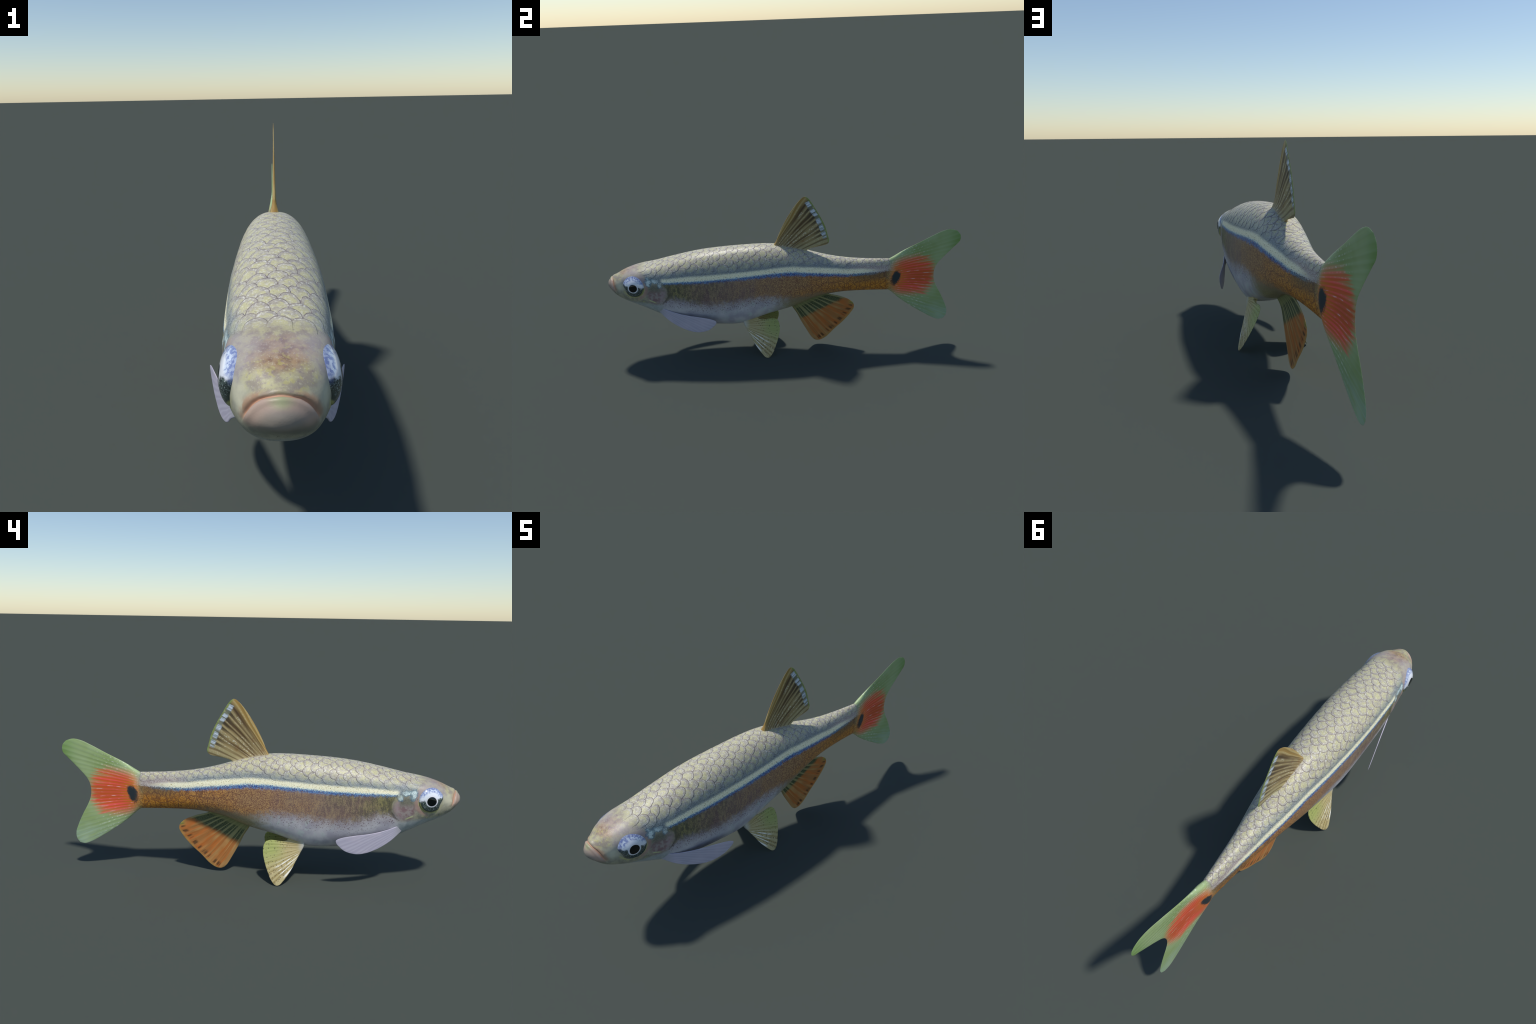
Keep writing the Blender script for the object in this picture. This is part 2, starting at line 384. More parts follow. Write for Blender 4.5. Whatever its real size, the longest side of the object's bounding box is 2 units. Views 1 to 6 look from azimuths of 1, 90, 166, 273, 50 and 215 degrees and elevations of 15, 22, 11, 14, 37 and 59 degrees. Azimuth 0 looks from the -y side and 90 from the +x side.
    slit = m.mul(m.band(.000, .006, .012, .026, m.add(gd, m.mul(m.sub(mid, .5), .01))), m.band(.345, .365, .44, .47, z))
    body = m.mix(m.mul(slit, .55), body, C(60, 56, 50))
    # ---- mouth
    ycl = m.curve(z, LIPZ, LIPY)
    ld = m.sub(y, ycl)
    lm = m.ss(.412, .436, z)
    body = m.mix(m.mul(m.ss(.026, .002, ld), lm, m.ss(.095, .07, m.ax), m.ss(.015, .045, m.ax), m.ss(.35, .6, m.add(mid, .12)), .75), body, C(176, 122, 84))
    body = m.mix(m.mul(m.ss(.014, .002, ld), lm, .55), body, C(160, 140, 122))
    lipc = m.mix(m.ss(.008, .030, m.math('ABSOLUTE', m.sub(ld, -.012))), C(178, 154, 138), C(146, 136, 124))
    lipc = m.mix(m.mul(m.ss(.035, .0, m.ax), m.ss(.458, .47, z), .8), lipc, C(160, 166, 124))
    lipc = m.mix(m.ss(.435, .395, z), lipc, C(96, 100, 88))
    corner = m.ss(.082, .066, m.ax)
    body = m.mix(m.mul(m.ss(.002, -.006, ld), m.ss(.385, .425, z), corner), body, lipc)
    body = m.mix(m.mul(m.ss(.0045, .001, m.math('ABSOLUTE', ld)), lm, corner, .8), body, C(200, 150, 122))
    if scale_tone == 0:
        # ---- caudal fin
        ra = m.math('ARCTAN2', m.sub(z, .425), m.sub(y, .30)); rr = m.sub(y, .30)
        ray = m.math('SINE', m.add(m.mul(ra, 174.), m.mul(m.sub(m.noise(1., m.vec(m.mul(ra, 26.), m.mul(y, 2.), 0.), detail=2.), .5), 5.)))
        rnoise = m.noise(1., m.vec(m.mul(ra, 60.), m.mul(y, 7.), 0.), detail=2.)
        green = m.mix(m.ss(.3, .7, m.noise(7)), C(146, 168, 104), C(166, 186, 134))
        green = m.mix(m.mul(m.ss(.89, 1.0, y), .7), green, C(112, 152, 72))
        green = m.mix(m.mul(m.ss(.0, .9, ray), .12), green, C(186, 202, 170))
        beads = m.mul(m.ss(.45, .85, ray), m.ss(.50, .62, m.noise(1., m.vec(m.mul(ra, 30.), m.mul(y, 90.), 0.), detail=1.)), m.ss(.88, .72, y))
        green = m.mix(m.mul(beads, .75), green, C(218, 222, 200))
        green = m.mix(m.mul(m.ss(.30, .17, z), m.ss(.2, .8, m.noise(1., m.vec(m.mul(ra, 70.), m.mul(y, 10.), 0.))), .6), green, C(170, 192, 186))
        rc = m.mix(m.ss(-.5, .5, ray), C(226, 98, 48), C(255, 100, 90))
        rc = m.mix(m.mul(m.ss(.07, .01, m.math('ABSOLUTE', m.sub(z, .412))), m.ss(.60, .78, y), .6), rc, C(190, 90, 34))
        rc = m.mix(m.mul(m.ss(.125, .035, m.add(m.dist(.605, .416), m.mul(m.sub(rnoise, .5), .06))), .95), rc, m.mix(m.ss(-.4, .4, ray), C(214, 134, 46), C(228, 112, 52)))
        rc = m.mix(m.mul(m.ss(.3, .9, ray), m.ss(.55, .68, m.noise(1., m.vec(m.mul(ra, 50.), m.mul(y, 22.), 5.), detail=2.)), .85), rc, C(242, 190, 182))
        e1 = m.math('POWER', m.math('ABSOLUTE', m.math('DIVIDE', m.sub(y, .728), .130)), 3.)
        e2 = m.math('POWER', m.math('ABSOLUTE', m.math('DIVIDE', m.sub(z, .418), .108)), 2.2)
        fred = m.ss(1.75, .30, m.add(m.add(e1, e2), m.mul(m.sub(rnoise, .5), m.add(.5, m.mul(m.ss(.66, .82, y), 2.2)))))
        tail = m.mix(fred, green, rc)
        tail = m.mix(m.ss(1.22, .75, m.add(m.dist(m.add(.637, m.mul(m.sub(z, .42), .22)), .414, .027, .043), m.add(m.mul(m.sub(mid, .5), .8), m.mul(m.sub(fine2, .5), .7)))), tail, C(50, 58, 62))
        ft = m.ss(-.034, .022, m.add(m.sub(y, m.curve(z, [.28, .33, .37, .42, .47, .51, .53, .56], [.575, .605, .615, .606, .612, .610, .594, .58])), m.mul(m.sub(fine2, .5), .05)))
        body = m.mix(ft, body, tail)
        fin_zone = m.ss(.62, .68, y)
        bump = m.add(m.mul(m.inv(fin_zone), fine2), m.mul(fin_zone, ray, .14))
    else:
        bump = fine2
    return m.finish(body, bump, .18, .002)

SKIN = skin('striped_fish_skin')
SC_RIM = skin('back_scale_rim', 1); SC_MID = skin('back_scale_field', 2); SC_HEART = skin('back_scale_heart', 3)

def fin_lines(m, y0, z0, freq, zsock=None):
    zz = zsock if zsock is not None else m.z
    a = m.math('ARCTAN2', m.sub(zz, z0), m.sub(m.y, y0))
    a = m.add(a, m.mul(m.sub(m.noise(6., detail=1.), .5), .05))
    w = m.noise(1., m.vec(m.mul(a, 14.), m.mul(m.y, 1.5), 2.), detail=2.)
    return a, m.math('SINE', m.add(m.mul(a, freq), m.mul(m.sub(w, .5), 9.)))

def dorsal_mat():
    m = Mat('dorsal_fin_membrane', .45, .3); m.use_position()
    a, ray = fin_lines(m, -.134, .509, 92.)
    r = m.math('SQRT', m.add(m.math('POWER', m.add(m.y, .134), 2.), m.math('POWER', m.sub(m.z, .509), 2.)))
    fine = m.noise(300)
    seg = m.noise(1., m.vec(m.mul(a, 40.), m.mul(r, 120.), 0.), detail=1.)
    broad = m.noise(1., m.vec(m.mul(a, 20.), m.mul(r, 4.), 0.), detail=2.)
    c = m.mix(m.ss(.34, .64, broad), C(104, 82, 54), C(162, 142, 98))
    c = m.mix(m.mul(m.ss(.0, .9, ray), .5), c, C(184, 168, 122))
    c = m.mix(m.mul(m.ss(-.2, -.9, ray), m.ss(.6, .4, broad), .55), c, C(84, 66, 46))
    c = m.mix(m.mul(m.ss(.58, .75, m.noise(24, detail=2.)), m.band(.12, .2, .30, .36, r), .5), c, C(132, 92, 50))
    c = m.mix(m.mul(m.ss(-.1, .8, ray), m.ss(.50, .62, seg), m.ss(.40, .6, m.noise(14)), .85), c, C(214, 206, 178))
    c = m.mix(m.mul(m.ss(.55, .40, a), .6), c, m.mix(m.ss(-.6, .6, ray), C(142, 126, 88), C(180, 168, 124)))
    c = m.mix(m.mul(m.ss(.93, 1.0, a), .85), c, m.mix(m.ss(-.6, .6, ray), C(168, 134, 70), C(190, 164, 104)))
    t = m.add(m.mul(m.sub(m.y, .198), .427), m.mul(m.sub(m.z, .775), -.904))
    bul = m.mul(m.inv(m.math('POWER', m.math('DIVIDE', t, .138), 2.)), .016)
    d = m.sub(m.add(bul, .51), m.add(m.mul(m.y, .904), m.mul(m.z, .427)))
    tw = m.noise(1., m.vec(m.mul(t, 22.), 7., 0.), detail=2.)
    dj = m.add(d, m.add(m.mul(m.sub(m.noise(55), .5), .012), m.mul(m.sub(tw, .5), .014)))
    dark = m.mul(m.ss(.10, .036, dj), m.ss(.020, .032, dj), m.band(-.115, -.085, .09, .12, t), m.ss(.25, -.35, ray))
    c = m.mix(m.mul(dark, .75), c, C(62, 54, 46))
    cell = m.math('SINE', m.add(m.mul(t, 168.), m.mul(m.sub(tw, .5), 14.)))
    wh = m.mul(m.band(.004, .011, .027, .036, dj), m.band(-.128, -.112, .105, .122, t))
    c = m.mix(m.mul(wh, .8), c, C(112, 120, 104))
    stri = m.noise(1., m.vec(m.mul(t, 260.), m.mul(d, 20.), 0.), detail=1.)
    wc = m.mix(m.ss(.35, .6, stri), C(150, 162, 166), C(216, 224, 234))
    c = m.mix(m.mul(wh, m.ss(-.95, -.35, cell)), c, wc)
    c = m.mix(m.mul(m.ss(.012, .003, d), .75), c, C(132, 156, 82))
    c = m.mix(m.mul(m.ss(.640, .622, m.add(m.z, m.mul(m.math('MAXIMUM', m.y, 0.), .28))), .75), c, C(190, 176, 148))
    return m.finish(c, ray, .15, .002)

def anal_mat():
    m = Mat('anal_fin_membrane', .45, .3); m.use_position()
    a, ray = fin_lines(m, -.049, .41, 78.)
    fine = m.noise(260)
    c = m.mix(m.ss(.35, .65, m.noise(1., m.vec(m.mul(a, 30.), m.mul(m.y, 8.), 0.))), C(196, 114, 54), C(176, 122, 70))
    c = m.mix(m.mul(m.ss(.1, .9, ray), m.ss(.75, .4, m.add(m.noise(9), m.mul(m.sub(m.y, .2), 1.2))), .85), c, C(196, 150, 92))
    c = m.mix(m.mul(m.ss(.5, .7, m.noise(1., m.vec(m.mul(a, 90.), m.mul(m.y, 14.), 0.), detail=2.)), .5), c, C(150, 104, 60))
    base = m.sub(m.z, m.add(.173, m.mul(m.sub(m.y, .095), .48)))
    fb = m.ss(-.018, .014, m.add(base, m.mul(m.sub(m.noise(30), .5), .03)))
    green = m.mix(m.ss(.40, .6, fine), C(64, 72, 48), C(104, 110, 76))
    green = m.mix(m.mul(m.ss(.2, .9, ray), .85), green, C(158, 152, 104))
    c = m.mix(fb, c, green)
    c = m.mix(m.mul(m.ss(.07, .085, m.add(base, m.mul(m.y, .0))), .7), c, C(146, 146, 96))
    t = m.add(m.mul(m.sub(m.y, .307), .683), m.mul(m.sub(m.z, .125), .732))
    d = m.sub(m.add(m.mul(m.inv(m.math('POWER', m.math('DIVIDE', t, .143), 2.)), .012), .139), m.add(m.mul(m.y, .732), m.mul(m.z, -.683)))
    dj = m.add(d, m.mul(m.sub(m.noise(40), .5), .012))
    dk = m.noise(1., m.vec(m.mul(a, 30.), 0., 4.), detail=1.)
    marks = m.mul(m.band(.008, .016, .026, .044, m.add(dj, m.mul(m.sub(dk, .5), .02))), m.ss(.35, -.45, ray), m.ss(.34, .5, dk))
    c = m.mix(m.mul(marks, .8), c, C(78, 58, 40))
    c = m.mix(m.mul(m.ss(.009, .002, d), .6), c, C(190, 150, 84))
    c = m.mix(m.mul(m.ss(.36, .40, m.y), m.ss(.24, .26, m.z), .7), c, C(160, 168, 84))
    lead = m.ss(-1.0, -1.06, a)
    c = m.mix(m.mul(lead, .6), c, C(184, 160, 108))
    return m.finish(c, ray, .15, .002)

def pelvic_mat():
    m = Mat('pelvic_fin_membrane', .45, .3); m.use_position()
    zz = m.math('DIVIDE', m.sub(m.z, .19), .92)
    a = m.math('ARCTAN2', zz, m.add(m.y, .275)); r = m.math('SQRT', m.add(m.mul(zz, zz), m.math('POWER', m.add(m.y, .275), 2.)))
    a = m.add(a, m.mul(m.sub(m.noise(7., detail=1.), .5), .06))
    ray = m.math('SINE', m.add(m.mul(a, 62.), m.mul(m.sub(m.noise(1., m.vec(m.mul(a, 12.), m.mul(r, 2.), 2.), detail=2.), .5), 8.)))
    c = m.mix(m.ss(.35, .65, m.noise(1., m.vec(m.mul(a, 22.), m.mul(r, 6.), 0.))), C(164, 146, 94), C(194, 178, 130))
    c = m.mix(m.mul(m.ss(.0, .8, ray), .4), c, C(206, 194, 150))
    gr = m.ss(-.65, -.15, a)
    c = m.mix(m.mul(gr, m.ss(.10, .2, r), .8), c, C(160, 172, 96))
    dots = m.voro(115, m.vec(0., m.y, m.z), rnd=.9)
    c = m.mix(m.mul(m.ss(.36, .24, dots), m.ss(.5, -.2, ray), m.ss(.08, .13, r), .75), c, C(72, 66, 52))
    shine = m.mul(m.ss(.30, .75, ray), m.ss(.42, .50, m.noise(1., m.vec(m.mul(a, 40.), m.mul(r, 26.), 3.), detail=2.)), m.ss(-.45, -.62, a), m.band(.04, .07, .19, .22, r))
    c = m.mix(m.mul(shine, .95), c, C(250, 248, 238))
    seg = m.mul(m.ss(.2, .26, r), m.ss(-.55, -.75, a), m.ss(.5, .62, m.noise(1., m.vec(m.mul(a, 22.), m.mul(r, 160.), 0.), detail=1.)))
    c = m.mix(m.mul(m.ss(.165, .195, r), m.ss(-.5, -.7, a), m.ss(.50, .60, m.noise(1., m.vec(m.mul(a, 26.), m.mul(r, 150.), 0.), detail=1.)), m.ss(-.2, -.8, ray), .8), c, C(98, 76, 50))
    c = m.mix(m.mul(m.ss(.075, .03, r), .8), c, C(204, 206, 202))
    return m.finish(c, ray, .15, .002)

def pectoral_mat():
    m = Mat('pectoral_fin_membrane', .5, .3); m.use_position()
    a, ray = fin_lines(m, -.80, .365, 118.)
    c = m.mix(m.ss(-1., 1., ray), C(184, 178, 194), C(194, 189, 203))
    c = m.mix(m.mul(m.ss(.4, .7, m.noise(12)), .4), c, C(210, 198, 210))
    c = m.mix(m.ss(-.66, -.71, m.y), c, C(176, 174, 180))
    return m.finish(c, ray, .04, .002)

def eye_mat():
    m = Mat('silvery_iris', .12, .5); m.use_object()
    m.b.inputs['Coat Weight'].default_value = .6; m.b.inputs['Coat Roughness'].default_value = .04
    r = m.math('SQRT', m.add(m.mul(m.y, m.y), m.mul(m.z, m.z)))
    fine = m.noise(220); mid = m.noise(60, detail=3.)
    dark = m.mix(m.ss(.42, .6, fine), C(44, 54, 54), C(84, 98, 92))
    dark = m.mix(m.mul(m.ss(.60, .70, m.noise(240)), .7), dark, C(196, 204, 206))
    silver = C(228, 232, 238)
    zc = m.add(m.sub(m.z, m.mul(m.y, -.18)), m.mul(m.sub(mid, .5), .035))
    c = m.mix(m.ss(.002, .012, zc), dark, silver)
    rim = m.add(m.sub(r, .0), m.mul(m.sub(mid, .5), .012))
    blu = m.mix(m.ss(.42, .58, m.noise(130, detail=3.)), C(96, 116, 178), C(206, 218, 234))
    c = m.mix(m.mul(m.ss(.036, .048, rim), m.ss(.012, .03, m.z), .8), c, blu)
    c = m.mix(m.mul(m.ss(.050, .057, m.add(r, m.mul(m.sub(fine, .5), .006))), m.ss(.0, .02, m.z), .5), c, C(96, 108, 156))
    c = m.mix(m.mul(m.band(.046, .051, .058, .06, r), m.ss(.0, -.02, m.z)), c, C(56, 66, 60))
    c = m.mix(m.mul(m.ss(.0525, .056, r), m.ss(-.0, -.02, m.z), .8), c, C(176, 176, 108))
    c = m.mix(m.ss(.0295, .0275, r), c, C(226, 226, 230))
    return m.finish(c)

def pupil_mat():
    m = Mat('black_pupil', .08, .5); m.use_object()
    return m.finish(C(6, 12, 14))

# ------------------------------------------------------------------ objects
COL = bpy.context.scene.collection
def obj(name, mesh, parent, mats, smooth=True):
    o = bpy.data.objects.new(name, mesh); COL.objects.link(o); o.parent = parent
    for k in mats: mesh.materials.append(k)
    if smooth: mesh.polygons.foreach_set('use_smooth', [True]*len(mesh.polygons))
    return o
def mesh_of(name, V, F):
    me = bpy.data.meshes.new(name); me.from_pydata([tuple(v) for v in V], [], F); me.update()
    return me

fish = bpy.data.objects.new('striped_fish', None); COL.objects.link(fish)
fish['label'] = 'slender silvery fish with blue-white side stripe and red tail patch'
fish['category'] = 'fish'

# one smooth body, then split by region with the shared normals kept
V, F, key = build_tube(ALLH)
whole = mesh_of('whole_body', V, F)
bm = bmesh.new(); bm.from_mesh(whole); bmesh.ops.recalc_face_normals(bm, faces=bm.faces); bm.to_mesh(whole); bm.free()
whole.polygons.foreach_set('use_smooth', [True]*len(whole.polygons)); whole.update()
NRM = np.array([v.normal[:] for v in whole.vertices])
FL = [tuple(p.vertices) for p in whole.polygons]
nb = len(HALF)
def region(cen, r):
    if r >= nb - 1: return 'caudal_fin'
    if cen[1] < lip_line(cen[2]) and cen[2] > .40 and cen[1] < -.93: return 'mouth'
    if cen[1] < min(gill_line(cen[2]), -.655): return 'head'
    return 'trunk'
groups = {}
nring = 2*NT
for f in FL:
    cen = V[list(f)].mean(0); r = min(i//nring for i in f)
    groups.setdefault(region(cen, r), []).append(f)
parts = {}
for name, faces in groups.items():
    used = sorted({i for f in faces for i in f}); mp = {i: k for k, i in enumerate(used)}
    me = mesh_of(name, V[used], [tuple(mp[i] for i in f) for f in faces])
    parts[name] = obj(name, me, fish, [SKIN])
    me.normals_split_custom_set_from_vertices([tuple(NRM[i]) for i in used])
bpy.data.meshes.remove(whole)

# fins --------------------------------------------------------------
def build_fin(name, lead, trail, root, outer, place, nrm, mat, t0, t1, flare, nrays, org, vfl=.10, nu=90, nv=90, amp=.0003):
    """two skins over a ray patch, thick and flared at the root, thin at the rim.
    place maps (y, z) arrays to points on the fin's mid surface."""
    u = edge_cluster(nu, .7); v = np.linspace(0, 1, nv); v = np.where(v > .85, .85 + .15*np.sin((v-.85)/.15*np.pi/2), v)
    S = coons(curve_pts(lead, 0, s=v), curve_pts(trail, 0, s=v), curve_pts(root, 0, s=u), curve_pts(outer, 0, s=u), u, v)
    M = place(S[..., 0], S[..., 1])
    rimf = np.sqrt(np.clip(1-np.abs(2*u-1)**18, 0, 1))[:, None]*np.sqrt(np.clip(1-v**24, 0, 1))[None]
    a = np.arctan2(S[..., 1]-org[1], S[..., 0]-org[0])
    h = (t0 + (t1-t0)*np.clip(v[None]*1.25, 0, 1)**.8 + amp*np.sin(a*nrays + 2.2*np.sin(a*9.) + 1.3*np.sin(a*17.+1.))*sstep(.15, .35, v)[None])
    h = h + flare*np.exp(-(v/vfl)**1.6)[None]
    h = h*rimf
    n = np.asarray(nrm, float); n = n/np.linalg.norm(n)
    A = (M + h[..., None]*n).reshape(-1, 3); B = (M - h[..., None]*n).reshape(-1, 3)
    V = np.concatenate([A, B]); o = len(A); F = []
    for i in range(nu-1):
        for j in range(nv-1):
            p = i*nv+j; F.append((p, p+1, p+nv+1, p+nv)); F.append((o+p, o+p+nv, o+p+nv+1, o+p+1))
        F.append((i*nv, (i+1)*nv, o+(i+1)*nv, o+i*nv))
    me = mesh_of(name, V, F)
    bm = bmesh.new(); bm.from_mesh(me); bmesh.ops.remove_doubles(bm, verts=bm.verts, dist=1e-6)
    bmesh.ops.recalc_face_normals(bm, faces=bm.faces); bm.to_mesh(me); bm.free()
    return obj(name, me, fish, [mat])

mid_plane = lambda y, z: np.stack([0*y, y, z], -1)
build_fin('dorsal_fin',
    [(-.062, .618), (-.050, .641), (-.039, .66), (-.025, .694), (-.005, .737), (.022, .787), (.06, .846), (.09, .884), (.112, .904)],
    [(.120, .578), (.133, .596), (.148, .604), (.175, .611), (.215, .619), (.240, .624), (.2535, .633)],
    [(-.062, .618), (.0, .612), (.06, .600), (.120, .578)],
    [(.112, .904), (.126, .9075), (.139, .900), (.155, .881), (.182, .836), (.211, .785), (.235, .734), (.25, .679), (.2575, .647), (.2535, .633)],
    mid_plane, (1, 0, 0), dorsal_mat(), .0075, .0016, .013, 74., (-.134, .509))
build_fin('anal_fin',
    [(.030, .272), (.046, .240), (.067, .206), (.09, .157), (.128, .085), (.155, .039), (.170, .023)],
    [(.236, .345), (.250, .325), (.317, .304), (.373, .279), (.394, .262)],
    [(.030, .272), (.10, .302), (.17, .327), (.236, .345)],
    [(.170, .023), (.188, .017), (.209, .02), (.241, .039), (.29, .09), (.346, .144), (.391, .201), (.404, .226), (.403, .246), (.394, .262)],
    mid_plane, (1, 0, 0), anal_mat(), .0065, .0016, .016, 66., (-.049, .41))
PM = pelvic_mat(); QM = pectoral_mat()
for sgn in (1, -1):
    pn = np.array([.919, .025, .393]); p0 = np.array([.0805, -.24, .1845])
    def pel(y, z, s=sgn):
        x = p0[0] - (pn[1]*(y-p0[1]) + pn[2]*(z-p0[2]))/pn[0]
        return np.stack([s*x, y, z], -1)
    build_fin('pelvic_fin',
        [(-.246, .205), (-.240, .184), (-.224, .156), (-.202, .116), (-.175, .067), (-.148, .030), (-.131, .010)],
        [(-.165, .222), (-.150, .208), (-.12, .205), (-.096, .207), (-.072, .208), (-.052, .203)],
        [(-.246, .205), (-.22, .214), (-.19, .220), (-.165, .222)],
        [(-.131, .010), (-.121, .003), (-.111, .0005), (-.100, .0035), (-.079, .027), (-.060, .067), (-.048, .098), (-.037, .14), (-.036, .171), (-.042, .192), (-.052, .203)],
        pel, (sgn*pn[0], pn[1], pn[2]), PM, .006, .0018, .010, 58., (-.275, .19), vfl=.14)
    qn = np.array([.95, -.28, -.03])
    def pec(y, z, s=sgn):
        x = .112 + (.275*(y+.69) + .252*(z-.31))/.928
        top = pchip([-.70, -.625, -.558, -.473, -.39], [.318, .3005, .289, .278, .265], np.clip(y, -.70, -.39))
        x = x + .24*np.maximum(top-z, -.01) - 8.*np.maximum(-.665-y, 0)**2
        return np.stack([s*x, y, z], -1)
    build_fin('pectoral_fin',
        [(-.728, .332), (-.690, .3195), (-.625, .2990), (-.558, .287), (-.473, .281), (-.417, .2745), (-.400, .270)],
        [(-.742, .300), (-.714, .287), (-.690, .270), (-.651, .238), (-.596, .206), (-.548, .1885)],
        [(-.728, .332), (-.738, .317), (-.742, .300)],
        [(-.400, .270), (-.389, .262), (-.391, .249), (-.406, .230), (-.434, .205), (-.481, .187), (-.512, .184), (-.548, .1885)],
        pec, (sgn*qn[0], qn[1], qn[2]), QM, .0030, .0014, .004, 118., (-.80, .365), vfl=.10, amp=.00004)

# eyes --------------------------------------------------------------
EM = eye_mat(); UM = pupil_mat()
R_EYE = .0605; H_EYE = .0225; TILT = math.radians(8.0)
def dome(r): return H_EYE*(1-np.clip(r/R_EYE, 0, 1)**3.0)**.55
def rim_shape(a):
    """eye outline: flattened below the front corner (front is -y)"""
    d = (a-math.pi-.36+math.pi) % (2*math.pi)-math.pi
    e = (a-math.pi+.32+math.pi) % (2*math.pi)-math.pi
    return 1-.17*math.exp(-(d/.42)**2)+.03*math.exp(-(e/.25)**2)
EYE_Y, EYE_Z, EYE_X = -.842, .4525, .1240
def skin_x(y, z):
    t, b, w, f, eu, el = station(y); zc = b+(t-b)*f
    k = np.where(z > zc, (z-zc)/(t-zc), (zc-z)/(zc-b)); e = np.where(z > zc, eu, el)
    return w*(1-np.clip(k, 0, 1)**e)**(1/e)
def disc(name, rmax, off, nr, na, parent, mat, sgn):
    """dome patch whose rim follows the head surface (x measured from the mid plane)"""
    V = [(sgn*(EYE_X+off), 0, 0)]; F = []
    for r in np.sin(np.linspace(0, np.pi/2, nr+1))[1:]*rmax:
        q = r/R_EYE
        for k in range(na):
            a = 2*math.pi*k/na; rs = rim_shape(a)
            k2 = 1+(rs-1)*max(0., q-.4)/.6
            y = r*k2*math.cos(a); z = r*k2*math.sin(a)
            rim = float(skin_x(EYE_Y+R_EYE*rs*math.cos(a), EYE_Z+R_EYE*rs*math.sin(a)))-.0015
            x = .111 + (rim+.001-.111)*q**2.2
            x += (EYE_X-.111)*(1-q**3.2)**.5*(1-.6*max(0., math.sin(a))*q**2) + (off if r < rmax*.999 else (off and -.001))
            V.append((sgn*x, y, z))
    for k in range(na): F.append((0, 1+k, 1+(k+1) % na))
    for i in range(nr-1):
        for k in range(na):
            a = 1+i*na+k; b = 1+i*na+(k+1) % na; F.append((a, a+na, b+na, b))
    me = mesh_of(name, V, F)
    bm = bmesh.new(); bm.from_mesh(me); bmesh.ops.recalc_face_normals(bm, faces=bm.faces)
    if sum(f.normal.x*sgn for f in bm.faces) < 0: bmesh.ops.reverse_faces(bm, faces=bm.faces)
    bm.to_mesh(me); bm.free()
    return obj(name, me, parent, [mat])
for sgn in (1, -1):
    e = disc('eye', R_EYE, 0., 44, 96, fish, EM, sgn)
    e.location = (0, EYE_Y, EYE_Z)
    disc('pupil', .0228, .0006, 10, 64, e, UM, sgn)

# scales ------------------------------------------------------------
STRIPE_TOP = lambda y: np.interp(y, SY, np.array(SL)+np.array(SW))
def section(y):
    th = np.linspace(np.pi/2, -.2, 90); P = body_point(y+0*th, th)
    a = np.r_[0, np.cumsum(np.linalg.norm(np.diff(P, axis=0), axis=1))]
    return a, P
SEC_Y = np.linspace(-.90, .62, 305); SEC = [section(y) for y in SEC_Y]
SEC_A = np.linspace(0, .22, 111)
GRID = np.stack([np.stack([np.interp(SEC_A, a, P[:, k]) for k in range(3)], -1) for a, P in SEC])   # y x arc x 3
GN = np.cross(np.gradient(GRID, axis=1), np.gradient(GRID, axis=0)); GN /= np.linalg.norm(GN, axis=-1, keepdims=True)+1e-12
if GN[150, 5, 2] < 0: GN = -GN
def on_body(y, a):
    s = np.sign(a)+(a == 0); aa = np.abs(a)
    fy = np.clip((y-SEC_Y[0])/(SEC_Y[1]-SEC_Y[0]), 0, len(SEC_Y)-1.001); fa = np.clip(aa/(SEC_A[1]-SEC_A[0]), 0, len(SEC_A)-1.001)
    i = fy.astype(int); j = fa.astype(int); ty = (fy-i)[..., None]; ta = (fa-j)[..., None]
    def lerp(G): return (G[i, j]*(1-ty)+G[i+1, j]*ty)*(1-ta)+(G[i, j+1]*(1-ty)+G[i+1, j+1]*ty)*ta
    P = lerp(GRID); n = lerp(GN); P = P.copy(); n = n.copy()
    P[..., 0] *= s; n[..., 0] *= s
    return P, n/np.linalg.norm(n, axis=-1, keepdims=True)

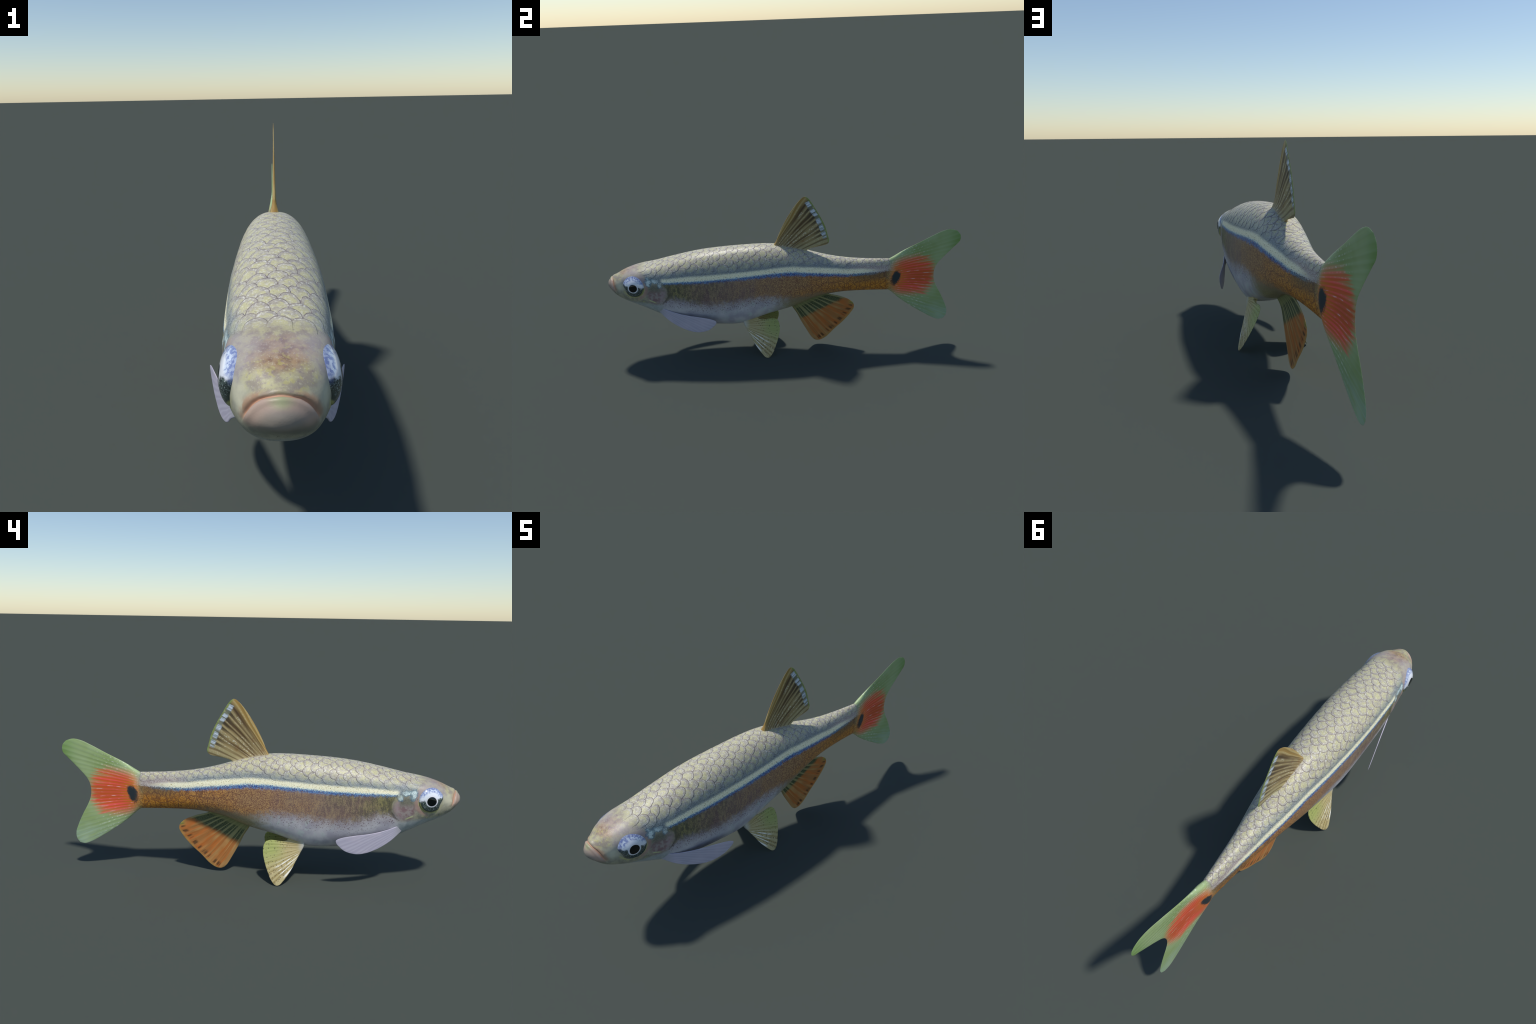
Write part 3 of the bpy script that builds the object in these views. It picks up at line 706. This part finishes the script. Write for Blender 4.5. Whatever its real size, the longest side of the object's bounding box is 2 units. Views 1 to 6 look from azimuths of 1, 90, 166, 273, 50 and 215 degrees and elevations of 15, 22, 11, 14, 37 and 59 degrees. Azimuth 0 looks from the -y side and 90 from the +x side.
NA = 20; RINGS = [(.45, 2), (.70, 1), (.935, 1), (1.0, 0), (1.012, 0)]
def scale_mesh(yc, ac, L, W, lift):
    ph = np.linspace(0, 2*np.pi, NA+1)[:-1] + RNG.uniform(-.05, .05)
    cu = np.cos(ph); cv = np.sin(ph)
    wob = 1+np.convolve(np.tile(RNG.normal(0, .075, NA), 3), [.25, .5, .25], 'same')[NA:2*NA]
    U = np.sign(cu)*np.abs(cu)**.86*L*wob; Wv = np.sign(cv)*np.abs(cv)**.86*W*wob
    yy = [np.array([yc])]; aa = [np.array([ac])]; hh = [np.array([lift*.35])]
    for k, (r, _) in enumerate(RINGS):
        yy.append(yc+U*r); aa.append(ac+Wv*r)
        h = lift*(.35+.65*np.clip(U*r/L, -1, 1)*1.0) - lift*.15*r*r
        if k == len(RINGS)-1: h = h*0-.0012
        hh.append(h)
    yy = np.concatenate(yy); aa = np.concatenate(aa); hh = np.concatenate(hh)
    P, n = on_body(yy, aa); P = P+n*hh[:, None]
    F = [(0, 1+k, 1+(k+1) % NA) for k in range(NA)]; mi = [2]*NA
    mi_of = [2, 1, 0, 0]
    for q in range(len(RINGS)-1):
        for k in range(NA):
            a = 1+q*NA+k; b = 1+q*NA+(k+1) % NA; F.append((a, a+NA, b+NA, b)); mi.append(mi_of[q])
    return P, F, mi
scales = []
y = -.812; col = 0
while y < .585:
    k = float(np.interp(y, [-.8, -.3, .1, .35, .6], [1., 1., .88, .74, .62]))
    step = .0325*k; dA = .0495*k
    zlim = float(STRIPE_TOP(y)) + .030
    amax = .2
    for j in range(-8, 9):
        ac = (j + .5*(col % 2))*dA + RNG.normal(0, .0026)
        yc = y + RNG.normal(0, .0034)
        P, n = on_body(np.array([yc]), np.array([ac]))
        fade = P[0, 2]-float(np.interp(yc, SY, np.array(SL)+np.array(SW)))
        if fade < .022 or abs(ac) > .2: continue
        L = step*1.22*RNG.uniform(.90, 1.12); W = dA*.56*RNG.uniform(.92, 1.08)
        scales.append((L*W, scale_mesh(yc, ac, L, W, .0014*k*RNG.uniform(.6, 1.15))))
    y += step; col += 1
scales.sort(key=lambda s: -s[0])
def orient(me):
    bm = bmesh.new(); bm.from_mesh(me); bmesh.ops.recalc_face_normals(bm, faces=bm.faces)
    if sum(f.normal.z*f.calc_area() for f in bm.faces) < 0: bmesh.ops.reverse_faces(bm, faces=bm.faces)
    bm.to_mesh(me); bm.free()
MATS = [SC_RIM, SC_MID, SC_HEART]
for _, (P, F, mi) in scales[:300]:
    me = mesh_of('scale', P, F); me.polygons.foreach_set('material_index', mi); orient(me)
    obj('scale', me, parts['trunk'], MATS)
rest = scales[300:]
if rest:
    VV = []; FF = []; MI = []; o = 0
    for _, (P, F, mi) in rest:
        VV.append(P); FF += [tuple(i+o for i in f) for f in F]; MI += mi; o += len(P)
    me = mesh_of('small_scales', np.concatenate(VV), FF); me.polygons.foreach_set('material_index', MI); orient(me)
    ob = obj('small_scales', me, parts['trunk'], MATS); ob['kind'] = 'stuff'
print('scales', len(scales))
